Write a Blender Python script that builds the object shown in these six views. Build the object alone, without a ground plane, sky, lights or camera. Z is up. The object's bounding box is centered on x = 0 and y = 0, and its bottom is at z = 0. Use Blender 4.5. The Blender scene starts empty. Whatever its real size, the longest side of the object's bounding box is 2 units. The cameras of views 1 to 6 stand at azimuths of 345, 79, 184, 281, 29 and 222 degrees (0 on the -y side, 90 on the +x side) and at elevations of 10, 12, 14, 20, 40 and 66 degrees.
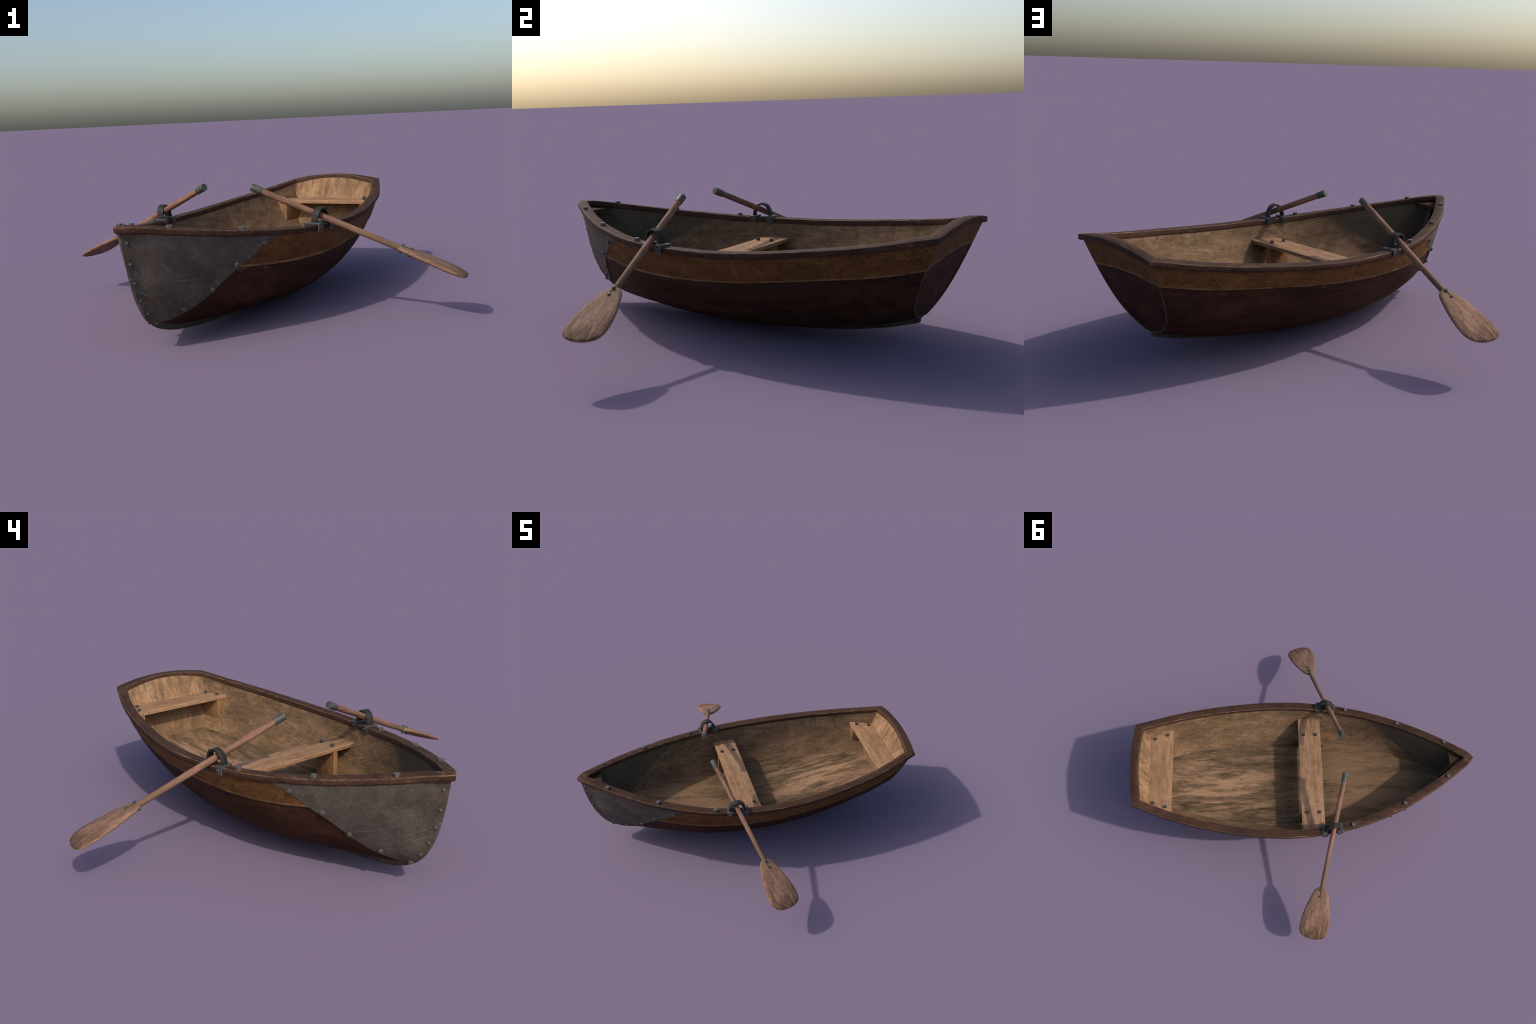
# A weathered wooden rowing boat with an iron bow plate, two thwarts and two oars in hooped oarlocks.
import bpy, bmesh, math, random
import numpy as np
from mathutils import Vector, Matrix

random.seed(7)
rng = np.random.default_rng(7)

# ------------------------------------------------------------------ frame of the boat
# boat axes: X forward (bow), Y to port, Z up; the whole thing is turned about z in the world
HEADING = math.radians(-134.03)
ORIGIN = (0.0111, -0.0107, 0.0)

boat = bpy.data.objects.new("rowing_boat", None)
boat.location = ORIGIN
boat.rotation_euler = (0, 0, HEADING)
boat["label"] = "weathered wooden rowing boat with iron bow plate and two oars"
boat["category"] = "rowing boat"
bpy.context.scene.collection.objects.link(boat)

# ------------------------------------------------------------------ curves
def smooth_curve(x, y):
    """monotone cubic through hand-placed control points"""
    x = np.asarray(x, float); y = np.asarray(y, float)
    h = np.diff(x); d = np.diff(y) / h
    m = np.zeros(len(x)); m[0] = d[0]; m[-1] = d[-1]
    for i in range(1, len(x) - 1):
        if d[i - 1] * d[i] > 0:
            w1 = 2 * h[i] + h[i - 1]; w2 = h[i] + 2 * h[i - 1]
            m[i] = (w1 + w2) / (w1 / d[i - 1] + w2 / d[i])
    def f(q):
        q = np.asarray(q, float)
        i = np.clip(np.searchsorted(x, q) - 1, 0, len(x) - 2)
        t = (q - x[i]) / h[i]
        return (y[i] * (1 + 2 * t) * (1 - t) ** 2 + m[i] * h[i] * t * (1 - t) ** 2
                + y[i + 1] * t * t * (3 - 2 * t) + m[i + 1] * h[i] * t * t * (t - 1))
    return f

# gunwale: outer half breadth and height of its top
STATION = [-1.12, -1.05, -.9, -.75, -.6, -.45, -.3, -.15, 0, .15, .3, .45, .6, .75, .9, 1.05, 1.15, 1.25, 1.30, 1.335]
rail_y = smooth_curve(STATION, [.308, .333, .389, .436, .472, .500, .522, .536, .540, .531, .511, .482, .438, .379, .308, .221, .155, .082, .044, .0])
rail_z = smooth_curve(STATION, [.595, .586, .5605, .5415, .526, .512, .500, .491, .4865, .4855, .487, .492, .502, .517, .535, .557, .575, .593, .600, .602])
# keel and stem profile
keel_z = smooth_curve([-1.10, -1.0, -.888, -.848, -.747, -.637, -.46, -.25, 0, .2, .4, .55, .67, .75, .80, .866, .94, .99, 1.05, 1.10, 1.135, 1.16, 1.2, 1.24, 1.268, 1.29, 1.305, 1.312],
                      [.205, .16, .118, .106, .078, .055, .027, .008, 0, 0, .003, .009, .020, .0275, .0325, .0425, .0545, .065, .083, .106, .128, .150, .2, .27, .352, .44, .533, .58])
STEM_END = 1.312
KEEL_DEPTH = .024
OVERHANG = .015
# control points of the cross section (a cubic) along the boat
FRAME = [-1.0, -.5, 0, .45, .8, 1.1, 1.3]
bilge_y = smooth_curve(FRAME, [.482, .578, .675, .799, .743, .404, .372])
bilge_h = smooth_curve(FRAME, [.097, .010, .008, .093, .135, .042, .964])
side_y = smooth_curve(FRAME, [.757, .863, .845, .905, .960, .718, .595])
side_h = smooth_curve(FRAME, [.198, .504, .500, .589, .628, .400, .812])

def section(X, v):
    """half breadth and height of the outer skin at station X, v = 0 keel .. 1 under the rail"""
    X = np.asarray(X, float); v = np.asarray(v, float)
    yg = np.maximum(rail_y(X + .02 * (X > 1.2) * (X - 1.2) / .11) - OVERHANG - .008 * np.clip((-.8 - X) / .25, 0, 1), 0)
    zg = rail_z(X) - .020
    z0 = np.minimum(keel_z(X) + KEEL_DEPTH * np.clip((1.17 - X) / .08, 0, 1), rail_z(X) - .024)
    H = zg - .008 - z0
    b0, b1, b2, b3 = (1 - v) ** 3, 3 * v * (1 - v) ** 2, 3 * v * v * (1 - v), v ** 3
    Y = b1 * bilge_y(X) * yg + b2 * side_y(X) * yg + b3 * yg
    Z = b0 * z0 + b1 * (z0 + bilge_h(X) * H) + b2 * (z0 + side_h(X) * H) + b3 * zg
    return Y, Z

VV = np.linspace(0, 1, 240)
def skin_y(X, z):
    Y, Z = section(np.full_like(VV, X), VV)
    return float(np.interp(z, Z, Y))
def skin_normal(X, z, e=.004):
    gx = (skin_y(X + e, z) - skin_y(X - e, z)) / (2 * e)
    gz = (skin_y(X, z + e) - skin_y(X, z - e)) / (2 * e)
    return Vector((-gx, 1, -gz)).normalized()
def v_at_height(X, z):
    Y, Z = section(np.full_like(VV, X), VV)
    return float(np.interp(z, Z, VV))

def transom_x(z):            # raked stern, at its edge
    return -.840 - .42 * z
CAMBER_BACK, CAMBER_UP = .020, .033
floor_z = smooth_curve([-1.2, -.93, -.6, -.3, -.05, .2, .5, .9, 1.3], [.290, .260, .227, .199, .184, .183, .200, .245, .300])

# ------------------------------------------------------------------ materials
def nodes_of(name):
    m = bpy.data.materials.new(name); m.use_nodes = True
    nt = m.node_tree; nt.nodes.clear()
    return m, nt

class G:
    """small builder of node graphs"""
    def __init__(self, nt): self.nt = nt
    def n(self, kind, **kw):
        nd = self.nt.nodes.new(kind)
        for k, v in kw.items():
            setattr(nd, k, v)
        return nd
    def put(self, sock, v):
        if isinstance(v, bpy.types.NodeSocket): self.nt.links.new(v, sock)
        elif isinstance(v, (int, float)):
            sock.default_value = v if sock.type == 'VALUE' else ((v,) * 3 if sock.type == 'VECTOR' else (v, v, v, 1))
        else: sock.default_value = tuple(v) if sock.type == 'VECTOR' else (tuple(v) + (1,))[:4]
    def math(self, op, a, b=0.0, clamp=False):
        nd = self.n('ShaderNodeMath', operation=op, use_clamp=clamp)
        self.put(nd.inputs[0], a); self.put(nd.inputs[1], b)
        return nd.outputs[0]
    def mul(self, a, b): return self.math('MULTIPLY', a, b)
    def add(self, a, b): return self.math('ADD', a, b)
    def range(self, v, lo, hi, a=0., b=1.):
        nd = self.n('ShaderNodeMapRange', interpolation_type='SMOOTHSTEP')
        for s, x in zip(nd.inputs[:5], (v, lo, hi, a, b)): self.put(s, x)
        return nd.outputs[0]
    def mix(self, f, a, b, mode='MIX'):
        nd = self.n('ShaderNodeMix', data_type='RGBA', blend_type=mode)
        self.put(nd.inputs[0], f); self.put(nd.inputs[6], a); self.put(nd.inputs[7], b)
        return nd.outputs[2]
    def coord(self): return self.n('ShaderNodeTexCoord').outputs['Object']
    def axes(self, vec):
        nd = self.n('ShaderNodeSeparateXYZ'); self.put(nd.inputs[0], vec); return nd.outputs
    def map(self, vec, scale=(1, 1, 1), rot=(0, 0, 0), loc=(0, 0, 0)):
        nd = self.n('ShaderNodeMapping'); self.put(nd.inputs[0], vec)
        nd.inputs['Scale'].default_value = scale; nd.inputs['Rotation'].default_value = rot; nd.inputs['Location'].default_value = loc
        return nd.outputs[0]
    def noise(self, vec, scale, detail=4., rough=.55, distort=0.):
        nd = self.n('ShaderNodeTexNoise'); self.put(nd.inputs['Vector'], vec)
        nd.inputs['Scale'].default_value = scale; nd.inputs['Detail'].default_value = detail
        nd.inputs['Roughness'].default_value = rough; nd.inputs['Distortion'].default_value = distort
        return nd.outputs['Fac']
    def ramp(self, f, stops):
        nd = self.n('ShaderNodeValToRGB'); el = nd.color_ramp.elements
        while len(el) > 1: el.remove(el[-1])
        el[0].position = stops[0][0]; el[0].color = tuple(stops[0][1]) + (1,)
        for p, c in stops[1:]:
            e = el.new(p); e.color = tuple(c) + (1,)
        self.put(nd.inputs[0], f); return nd.outputs[0]
    def finish(self, color, rough=.7, bump=None, strength=.3, dist=.002, metal=0., spec=.3):
        b = self.n('ShaderNodeBsdfPrincipled'); o = self.n('ShaderNodeOutputMaterial')
        self.put(b.inputs['Base Color'], color); self.put(b.inputs['Roughness'], rough)
        b.inputs['Metallic'].default_value = metal; b.inputs['Specular IOR Level'].default_value = spec
        if bump is not None:
            bp = self.n('ShaderNodeBump'); bp.inputs['Strength'].default_value = strength; bp.inputs['Distance'].default_value = dist
            self.put(bp.inputs['Height'], bump); self.nt.links.new(bp.outputs[0], b.inputs['Normal'])
        self.nt.links.new(b.outputs[0], o.inputs[0])

def stretch(axis, along, across):
    s = [across] * 3; s['XYZ'.index(axis)] = along
    return tuple(s)

def wood_layers(g, P, axis, figure=(1.0, 5.0, 26.0), seed=0., heart=None):
    """growth-ring figure (contours of a stretched noise, or ovals round a heart) and fibre streaks"""
    q = g.map(P, stretch(axis, figure[0], figure[1]), loc=(seed, seed * 1.7, seed * .6))
    field = g.noise(q, 1.0, 1.2, .45, .25)
    if heart:
        x, y, z = g.axes(P)
        dx = g.math('SUBTRACT', x, heart[0]); dy = g.mul(g.math('SUBTRACT', y, heart[1]), heart[2])
        d = g.math('SQRT', g.add(g.mul(dx, dx), g.mul(dy, dy)))
        field = g.add(d, g.mul(field, .16))
    ring = g.math('PINGPONG', g.mul(field, figure[2]), 1.0)
    ring = g.range(ring, .0, .55, 1., 0.)                         # thin dark lines
    ring = g.mul(ring, g.range(g.noise(g.map(P, (1, 1, 1), loc=(seed, 1, 2)), 6., 3.), .36, .60, .25, 1.))
    fib = g.noise(g.map(P, stretch(axis, 5., 190.), loc=(seed, 0, 3)), 1.0, 3., .65)
    fleck = g.noise(g.map(P, stretch(axis, 9., 75.), loc=(2, seed, 0)), 1.0, 5., .7, .3)
    return ring, fib, fleck

def wood(name, axis, tones, ring_dark=.25, fibre_dark=.35, fleck_dark=.0, figure=(1., 5., 26.), seed=0.,
         tone_scale=(1.2, 5.), rough=.75, bump=.35, extra=None, heart=None, spec=.12, mottle=.30):
    m, nt = nodes_of(name); g = G(nt); P = g.coord()
    tone = g.noise(g.map(P, stretch(axis, *tone_scale), loc=(seed, seed, seed)), 1.6, 7., .66, .15)
    col = g.ramp(g.range(tone, .28, .72), [(i / (len(tones) - 1), c) for i, c in enumerate(tones)])
    ring, fib, fleck = wood_layers(g, P, axis, figure, seed, heart)
    fd = g.range(fib, .42, .68); kd = g.range(fleck, .54, .70)
    k = g.math('SUBTRACT', 1.0, g.mul(ring, ring_dark))
    k = g.mul(k, g.math('SUBTRACT', 1.0 + fibre_dark * .45, g.mul(fd, fibre_dark)))
    if fleck_dark: k = g.mul(k, g.math('SUBTRACT', 1.0, g.mul(kd, fleck_dark)))
    grime = g.noise(g.map(P, stretch(axis, 14., 40.), loc=(seed, 4, seed)), 1., 9., .75, .2)
    k = g.mul(k, g.range(grime, .32, .70, 1.0 + mottle * .5, 1.0 - mottle))
    grey = g.n('ShaderNodeCombineColor')
    for s in grey.inputs[:3]: g.put(s, k)
    col = g.mix(1.0, col, grey.outputs[0], 'MULTIPLY')
    if extra: col = extra(g, P, col)
    h = g.add(g.mul(ring, -.5), g.mul(fd, -.6))
    if fleck_dark: h = g.add(h, g.mul(kd, -.8))
    g.finish(col, rough, h, bump, .0012, 0., spec)
    return m

# --- interior stains: drips from the rail, rosy worn patches, moss in the bilge corners
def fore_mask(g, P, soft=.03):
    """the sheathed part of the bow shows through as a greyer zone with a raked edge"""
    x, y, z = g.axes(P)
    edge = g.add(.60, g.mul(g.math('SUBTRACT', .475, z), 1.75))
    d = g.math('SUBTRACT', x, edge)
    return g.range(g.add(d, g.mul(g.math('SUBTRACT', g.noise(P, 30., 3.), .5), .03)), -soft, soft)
def drips(g, P, col):
    x, y, z = g.axes(P)
    mottle = g.range(g.noise(g.map(P, (2.2, 2.2, 6), loc=(2, 8, 1)), 1.6, 8., .70, .1), .42, .66)
    col = g.mix(g.mul(mottle, .5), col, (.098, .060, .034))
    warm = g.range(g.noise(g.map(P, (3, 3, 7), loc=(5, 1, 2)), 1.5, 5., .65), .50, .68)
    col = g.mix(g.mul(warm, .6), col, (.270, .150, .088))
    orange = g.range(g.noise(g.map(P, (9, 9, 3), loc=(9, 4, 2)), 1.2, 4., .6), .60, .72)
    col = g.mix(g.mul(orange, .4), col, (.26, .115, .045))
    run = g.noise(g.map(P, (20, 20, .9)), 1., 6., .66, .05)
    dx = g.math('SUBTRACT', x, .08)
    below = g.math('SUBTRACT', g.add(.492, g.mul(.085, g.mul(dx, dx))), z)
    reach = g.add(-.01, g.mul(.24, g.range(run, .40, .74)))
    f = g.mul(g.range(g.math('SUBTRACT', reach, below), -.03, .07), g.range(run, .44, .62))
    col = g.mix(g.mul(f, .5), col, (.072, .056, .033))
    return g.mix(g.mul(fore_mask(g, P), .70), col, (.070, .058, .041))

def bilge(g, P, col):
    x, y, z = g.axes(P)
    n = g.noise(g.map(P, (1.7, 9.5, 1), loc=(3, 3, 0)), 1.5, 8., .70, .1)
    aft = g.mul(g.range(x, -1.0, -.7), g.range(x, .0, -.25))
    centre = g.range(g.math('ABSOLUTE', g.add(y, .06)), .36, .02)
    worn = g.mul(g.mul(g.range(g.add(n, g.mul(centre, .10)), .50, .66), centre), g.add(.45, g.mul(.55, aft)))
    col = g.mix(g.mul(worn, .85), col, (.38, .220, .130))
    rosy = g.mul(worn, g.range(g.noise(g.map(P, (3, 8, 1), loc=(6, 6, 0)), 1.5, 4.), .50, .64))
    col = g.mix(g.mul(rosy, .5), col, (.41, .205, .130))
    moss = g.range(g.noise(g.map(P, (1.7, 7.5, 1), loc=(8, 1, 0)), 1.6, 8., .72), .47, .62)
    col = g.mix(g.mul(moss, .42), col, (.070, .050, .024))
    pit = g.range(g.noise(g.map(P, (13, 100, 1)), 1., 6., .74, .15), .56, .67)
    col = g.mix(g.mul(pit, .8), col, (.034, .023, .014))
    tan = g.mul(g.range(x, .22, .42), g.range(n, .30, .54))
    col = g.mix(g.mul(tan, .6), col, (.235, .138, .074))
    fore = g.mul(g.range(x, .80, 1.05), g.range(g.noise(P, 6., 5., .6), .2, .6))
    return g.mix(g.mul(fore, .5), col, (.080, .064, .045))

def transom_stain(g, P, col):
    run = g.noise(g.map(P, (10, 22, 1.5)), 1., 4., .6, .3)
    z = g.axes(P)[2]
    f = g.mul(g.range(run, .50, .66), g.range(z, .40, .60))
    col = g.mix(g.mul(f, .75), col, (.090, .070, .040))
    red = g.range(g.noise(g.map(P, (9, 24, 2.2), loc=(3, 7, 1)), 1., 3., .6), .54, .70)
    col = g.mix(g.mul(red, .45), col, (.34, .155, .090))
    low = g.mul(g.range(z, .455, .425), g.range(g.noise(g.map(P, (9, 14, 3)), 1., 5., .65), .30, .62, .45, 1.))  # panel darkened below the stern seat: the seat's shade mixed into the colour
    return g.mix(g.mul(low, .6), col, (.105, .070, .038))

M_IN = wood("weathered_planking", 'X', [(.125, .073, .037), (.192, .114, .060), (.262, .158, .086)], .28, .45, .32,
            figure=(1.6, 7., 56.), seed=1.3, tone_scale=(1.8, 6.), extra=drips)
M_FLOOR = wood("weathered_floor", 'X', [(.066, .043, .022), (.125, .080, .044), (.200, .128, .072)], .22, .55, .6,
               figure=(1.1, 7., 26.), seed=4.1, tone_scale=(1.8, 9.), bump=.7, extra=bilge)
M_TRANSOM_IN = wood("weathered_transom_panel", 'Z', [(.190, .110, .057), (.27, .156, .081), (.34, .200, .108)], .22, .45, .25,
                    figure=(2., 9., 18.), seed=2.2, tone_scale=(1.5, 9.), extra=transom_stain)

def seat_dirt(g, P, col):
    y = g.math('ABSOLUTE', g.axes(P)[1])
    streak = g.range(g.noise(g.map(P, (60, 3, 3)), 1., 4., .6), .48, .66)
    f = g.mul(streak, g.range(y, .30, .45))
    return g.mix(g.mul(f, .65), col, (.085, .050, .024))
SEAT_TONES = [(.25, .138, .072), (.325, .185, .102), (.385, .222, .128)]
M_SEAT = wood("thwart_timber", 'Y', SEAT_TONES, .20, .24, 0., figure=(2.2, 5.5, 190.), seed=6.4, bump=.2, extra=seat_dirt, heart=(.165, .04, .62))
M_SEAT_AFT = wood("stern_seat_timber", 'Y', SEAT_TONES, .16, .24, 0., figure=(2.2, 5.5, 190.), seed=3.4, bump=.2, extra=seat_dirt, heart=(-.95, -.10, .55))
M_SEAT_EDGE = wood("seat_timber_worn_edge", 'Y', [(.34, .20, .105), (.43, .26, .145), (.52, .335, .20)], .1, .25, 0., seed=2.)
M_SUPPORT = wood("seat_support_timber", 'Z', [(.20, .100, .043), (.25, .128, .056), (.29, .150, .068)], .15, .2, 0., seed=3.3)

# --- outer skin
def chips(amount, tint, grain='X'):
    def f(g, P, col):
        a = g.noise(g.map(P, (5, 9, 14), loc=(1, 2, 3)), 1.6, 8., .72, .4)
        c = g.range(a, .635 - amount, .66 - amount)
        return g.mix(g.mul(c, .55), col, tint)
    return f
def hull_scuffs(g, P, col):
    patch = g.range(g.noise(g.map(P, (2.6, 5, 6), loc=(6, 3, 9)), 1.5, 8., .70, .15), .46, .64)
    col = g.mix(g.mul(patch, .45), col, (.086, .037, .022))
    dark = g.range(g.noise(g.map(P, (2., 5, 5), loc=(1, 7, 4)), 1.3, 7., .68), .48, .64)
    col = g.mix(g.mul(dark, .5), col, (.022, .0105, .0075))
    return chips(-.028, (.125, .062, .042))(g, P, col)
def strake_marks(g, P, col):
    col = chips(.02, (.20, .105, .045))(g, P, col)
    red = g.range(g.noise(g.map(P, (4, 4, 9), loc=(4, 2, 7)), 1.3, 4., .6), .54, .68)
    col = g.mix(g.mul(red, .5), col, (.155, .058, .024))
    dark = g.range(g.noise(g.map(P, (2.5, 2.5, 5), loc=(7, 5, 1)), 1.1, 4., .6), .52, .68)
    col = g.mix(g.mul(dark, .55), col, (.070, .036, .014))
    x, y, z = g.axes(P)                        # butt joints of the planks: port and starboard sit at different stations
    port = g.range(y, -.01, .01)
    for off, w, tint, amt in ((0., .0028, (.030, .016, .008), .8), (.011, .0028, (.030, .016, .008), .7), (.0055, .0016, (.21, .12, .055), .7), (-.012, .011, (.19, .10, .043), .45)):
        at = g.add(g.add(-.036, g.mul(port, -.131)), off)
        d = g.math('ABSOLUTE', g.math('SUBTRACT', g.math('SUBTRACT', x, g.mul(g.math('SUBTRACT', z, .41), .10)), at))
        d = g.add(d, g.mul(g.math('SUBTRACT', g.noise(P, 60., 3.), .5), .004))
        line = g.mul(g.range(d, w, w * .4), g.range(g.noise(g.map(P, (1, 1, 1), loc=(off * 99, 0, 0)), 14., 2.), .34, .5))
        col = g.mix(g.mul(line, amt), col, tint)
    return col
M_STRAKE = wood("oiled_upper_strake", 'X', [(.092, .0395, .0118), (.133, .0580, .0178), (.172, .0785, .0255)], .34, .40, .2,
                figure=(2.4, 9., 52.), seed=8.2, extra=strake_marks)
M_STRAKE_EDGE = wood("strake_worn_edge", 'X', [(.115, .056, .019), (.185, .098, .040), (.270, .155, .072)], .1, .35, .2,
                     seed=5.2, tone_scale=(4., 14.))
M_LOWER = wood("painted_lower_hull", 'X', [(.031, .0130, .0075), (.046, .0190, .0105), (.063, .0265, .0145)], .22, .30, .15,
               figure=(2.2, 8., 44.), seed=3.7, extra=hull_scuffs, spec=.08)
M_LIP_SHADOW = wood("strake_lip_painted_shadow", 'X', [(.018, .009, .006), (.024, .012, .008), (.030, .015, .010)], .1, .3, .1, seed=1.1)  # near-black row, paints the thin shadow cast under the strake's lip
M_LOWER_EDGE = wood("scuffed_paint_edge", 'X', [(.028, .0118, .007), (.042, .0175, .010), (.056, .0240, .0135)], .1, .3, .1,
                    seed=1.9, extra=chips(.035, (.130, .072, .048)), spec=.12)
def rail_wear(g, P, col):
    a = g.noise(g.map(P, (5, 9, 9), loc=(3, 1, 6)), 2.0, 8., .7, .5)
    return g.mix(g.mul(g.range(a, .615, .665), .6), col, (.17, .085, .045))
RAIL_TONES = [(.044, .0215, .0135), (.058, .0285, .0175), (.074, .037, .0225)]
M_RAIL = wood("dark_stained_rail", 'X', RAIL_TONES, .15, .34, .2, figure=(2., 14., 20.), seed=9.1, extra=rail_wear)
M_RAIL_T = wood("dark_stained_transom_rail", 'Y', RAIL_TONES, .15, .34, .2, figure=(2., 14., 20.), seed=7.1, extra=rail_wear)
def edge_mix(name, axis, base, worn):
    m, nt = nodes_of(name); g = G(nt); P = g.coord()
    a = g.noise(g.map(P, stretch(axis, 9., 60.)), 1., 9., .75, .6)
    b = g.noise(g.map(P, stretch(axis, 2.5, 3.), loc=(3, 3, 3)), 1., 3.)
    col = g.mix(g.mul(g.range(a, .42, .60), g.range(b, .36, .60, .25, .85)), base, worn)
    g.finish(col, .75, a, .3, .001, 0., .2)
    return m
M_RAIL_EDGE = edge_mix("rail_worn_edge", 'X', (.066, .033, .020), (.26, .145, .075))
M_RAIL_EDGE_T = edge_mix("transom_rail_worn_edge", 'Y', (.066, .033, .020), (.26, .145, .075))
M_CORNER_STRIP = edge_mix("corner_pale_strip_tone", 'Z', (.058, .031, .018), (.120, .066, .034))
M_KEEL = wood("keel_timber", 'X', [(.050, .042, .029), (.068, .056, .039), (.085, .070, .050)], .1, .4, .2, seed=3.)

# --- iron
def iron(name, tones, rust, scratch=0., rough=.55, metal=.35, scale=9.):
    m, nt = nodes_of(name); g = G(nt); P = g.coord()
    a = g.noise(P, scale, 6., .62, .3)
    col = g.ramp(g.range(a, .3, .7), [(i / (len(tones) - 1), c) for i, c in enumerate(tones)])
    r = g.range(g.noise(g.map(P, (1, 1, .7), loc=(4, 4, 4)), scale * .8, 7., .7, .4), .52, .72)
    col = g.mix(g.mul(r, .65), col, rust)
    fine = g.noise(P, scale * 9., 5., .7)
    k = g.range(fine, .3, .7, .80, 1.16)
    grey = g.n('ShaderNodeCombineColor')
    for sck in grey.inputs[:3]: g.put(sck, k)
    col = g.mix(1.0, col, grey.outputs[0], 'MULTIPLY')
    h = g.add(g.mul(a, .6), g.mul(fine, .3))
    if scratch:
        for i, (ang, th) in enumerate(((.55, .655), (-.65, .655), (.12, .675), (-1.15, .670), (.85, .665))):
            q = g.map(P, (1, 1, 1), rot=(0, ang, 0))
            s = g.noise(g.map(q, (4., .3, 170), loc=(i * 3.1, 0, i * 1.7)), 1., 1.5, .5, .06)
            on = g.range(g.noise(g.map(P, (1, 1, 1), loc=(i, 2, 5 * i)), 4.5, 2.), .46, .62)
            low = g.range(g.axes(P)[2], .50, .40)
            line = g.mul(g.mul(g.range(s, th, th + .03), on), low)
            col = g.mix(g.mul(line, scratch), col, (.25, .235, .215))
            h = g.add(h, g.mul(line, -.4))
    g.finish(col, rough, h, .25, .001, metal, .22)
    return m
M_PLATE = iron("bow_plate_iron", [(.064, .050, .039), (.087, .070, .056), (.108, .089, .073)], (.074, .042, .028), .42, .68, .05, 8.)
M_IRON = iron("bolt_iron", [(.082, .078, .070), (.112, .107, .097), (.145, .138, .126)], (.066, .053, .042), 0, .5, .15, 40.)
M_BRACKET = iron("bracket_iron", [(.044, .045, .044), (.062, .063, .062), (.083, .084, .082)], (.050, .042, .036), 0, .5, .2, 30.)
M_BRACKET_EDGE = iron("bracket_worn_edge", [(.11, .107, .10), (.15, .147, .138), (.20, .196, .184)], (.08, .07, .058), 0, .45, .2, 40.)
M_SEAT_BOLT = iron("seat_bolt_iron", [(.050, .050, .048), (.070, .070, .067), (.09, .09, .087)], (.05, .04, .034), 0, .5, .2, 40.)
M_HOOP = iron("oarlock_hoop_iron", [(.017, .0145, .012), (.026, .022, .018), (.038, .032, .027)], (.024, .017, .012), 0, .6, .1, 40.)
M_HOOP_EDGE = iron("hoop_worn_edge", [(.040, .033, .027), (.058, .049, .040), (.08, .068, .056)], (.038, .027, .02), 0, .55, .1, 40.)
M_GRIP = iron("grip_band_iron", [(.056, .055, .050), (.078, .077, .069), (.102, .100, .090)], (.052, .043, .034), 0, .5, .2, 30.)

# --- oars (their own axes: X along the oar from grip to tip, Y across the blade)
def shaft_tint(g, P, col):
    x = g.axes(P)[0]
    return g.mix(g.range(x, .45, .85), col, (.150, .098, .056), 'MIX')
M_SHAFT = wood("oar_shaft_timber", 'X', [(.168, .086, .056), (.218, .114, .075), (.268, .145, .097)], .0, .35, .15,
               seed=5.5, tone_scale=(3., 14.), extra=shaft_tint)
def blade_weather(g, P, col):
    x = g.axes(P)[0]
    top = g.range(g.add(x, g.mul(.1, g.noise(P, 9.))), 1.0, .84)
    col = g.mix(g.mul(top, .6), col, (.175, .120, .066))
    rag = g.noise(g.map(P, (11, 60, 11)), 1., 6., .72, .5)
    f = g.range(g.add(x, g.mul(g.math('SUBTRACT', rag, .5), .42)), 1.075, 1.135)
    pale = g.range(g.noise(g.map(P, (14, 55, 9), loc=(3, 3, 3)), 1., 3., .6, .4), .44, .58)
    col = g.mix(g.mul(f, g.add(.25, g.mul(.70, g.math('SUBTRACT', 1., pale)))), col, (.075, .038, .023))
    fleck = g.range(g.noise(g.map(P, (13, 75, 9), loc=(7, 3, 1)), 1., 4., .65, .3), .58, .68)
    col = g.mix(g.mul(g.mul(f, fleck), .65), col, (.36, .24, .17))
    return col
M_BLADE = wood("oar_blade_timber", 'X', [(.180, .096, .062), (.238, .130, .086), (.300, .170, .114)], .30, .25, .1,
               figure=(4., 16., 24.), seed=2.9, tone_scale=(4., 12.), extra=blade_weather)
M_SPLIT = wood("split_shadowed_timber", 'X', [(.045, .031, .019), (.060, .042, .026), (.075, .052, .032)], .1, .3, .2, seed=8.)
M_BLADE_EDGE = wood("oar_blade_worn_edge", 'X', [(.20, .110, .062), (.27, .155, .090), (.36, .220, .135)], .1, .3, .2, seed=4.)

# ------------------------------------------------------------------ mesh helpers
def add_mesh(name, verts, faces, mats, face_mat=None, smooth=True, angle=35, parent=boat):
    me = bpy.data.meshes.new(name)
    me.from_pydata([tuple(map(float, v)) for v in verts], [], [tuple(f) for f in faces])
    for m in mats: me.materials.append(m)
    if face_mat is not None: me.polygons.foreach_set('material_index', np.asarray(face_mat, dtype=np.int32))
    bm = bmesh.new(); bm.from_mesh(me)
    bmesh.ops.remove_doubles(bm, verts=bm.verts, dist=2e-5)
    bmesh.ops.recalc_face_normals(bm, faces=bm.faces)
    bm.to_mesh(me); bm.free()
    return link(name, me, smooth, angle, parent)
def link(name, me, smooth=True, angle=35, parent=boat):
    me.polygons.foreach_set('use_smooth', [smooth] * len(me.polygons))
    if smooth: me.set_sharp_from_angle(angle=math.radians(angle))
    ob = bpy.data.objects.new(name, me)
    bpy.context.scene.collection.objects.link(ob)
    ob.parent = parent
    return ob
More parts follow.
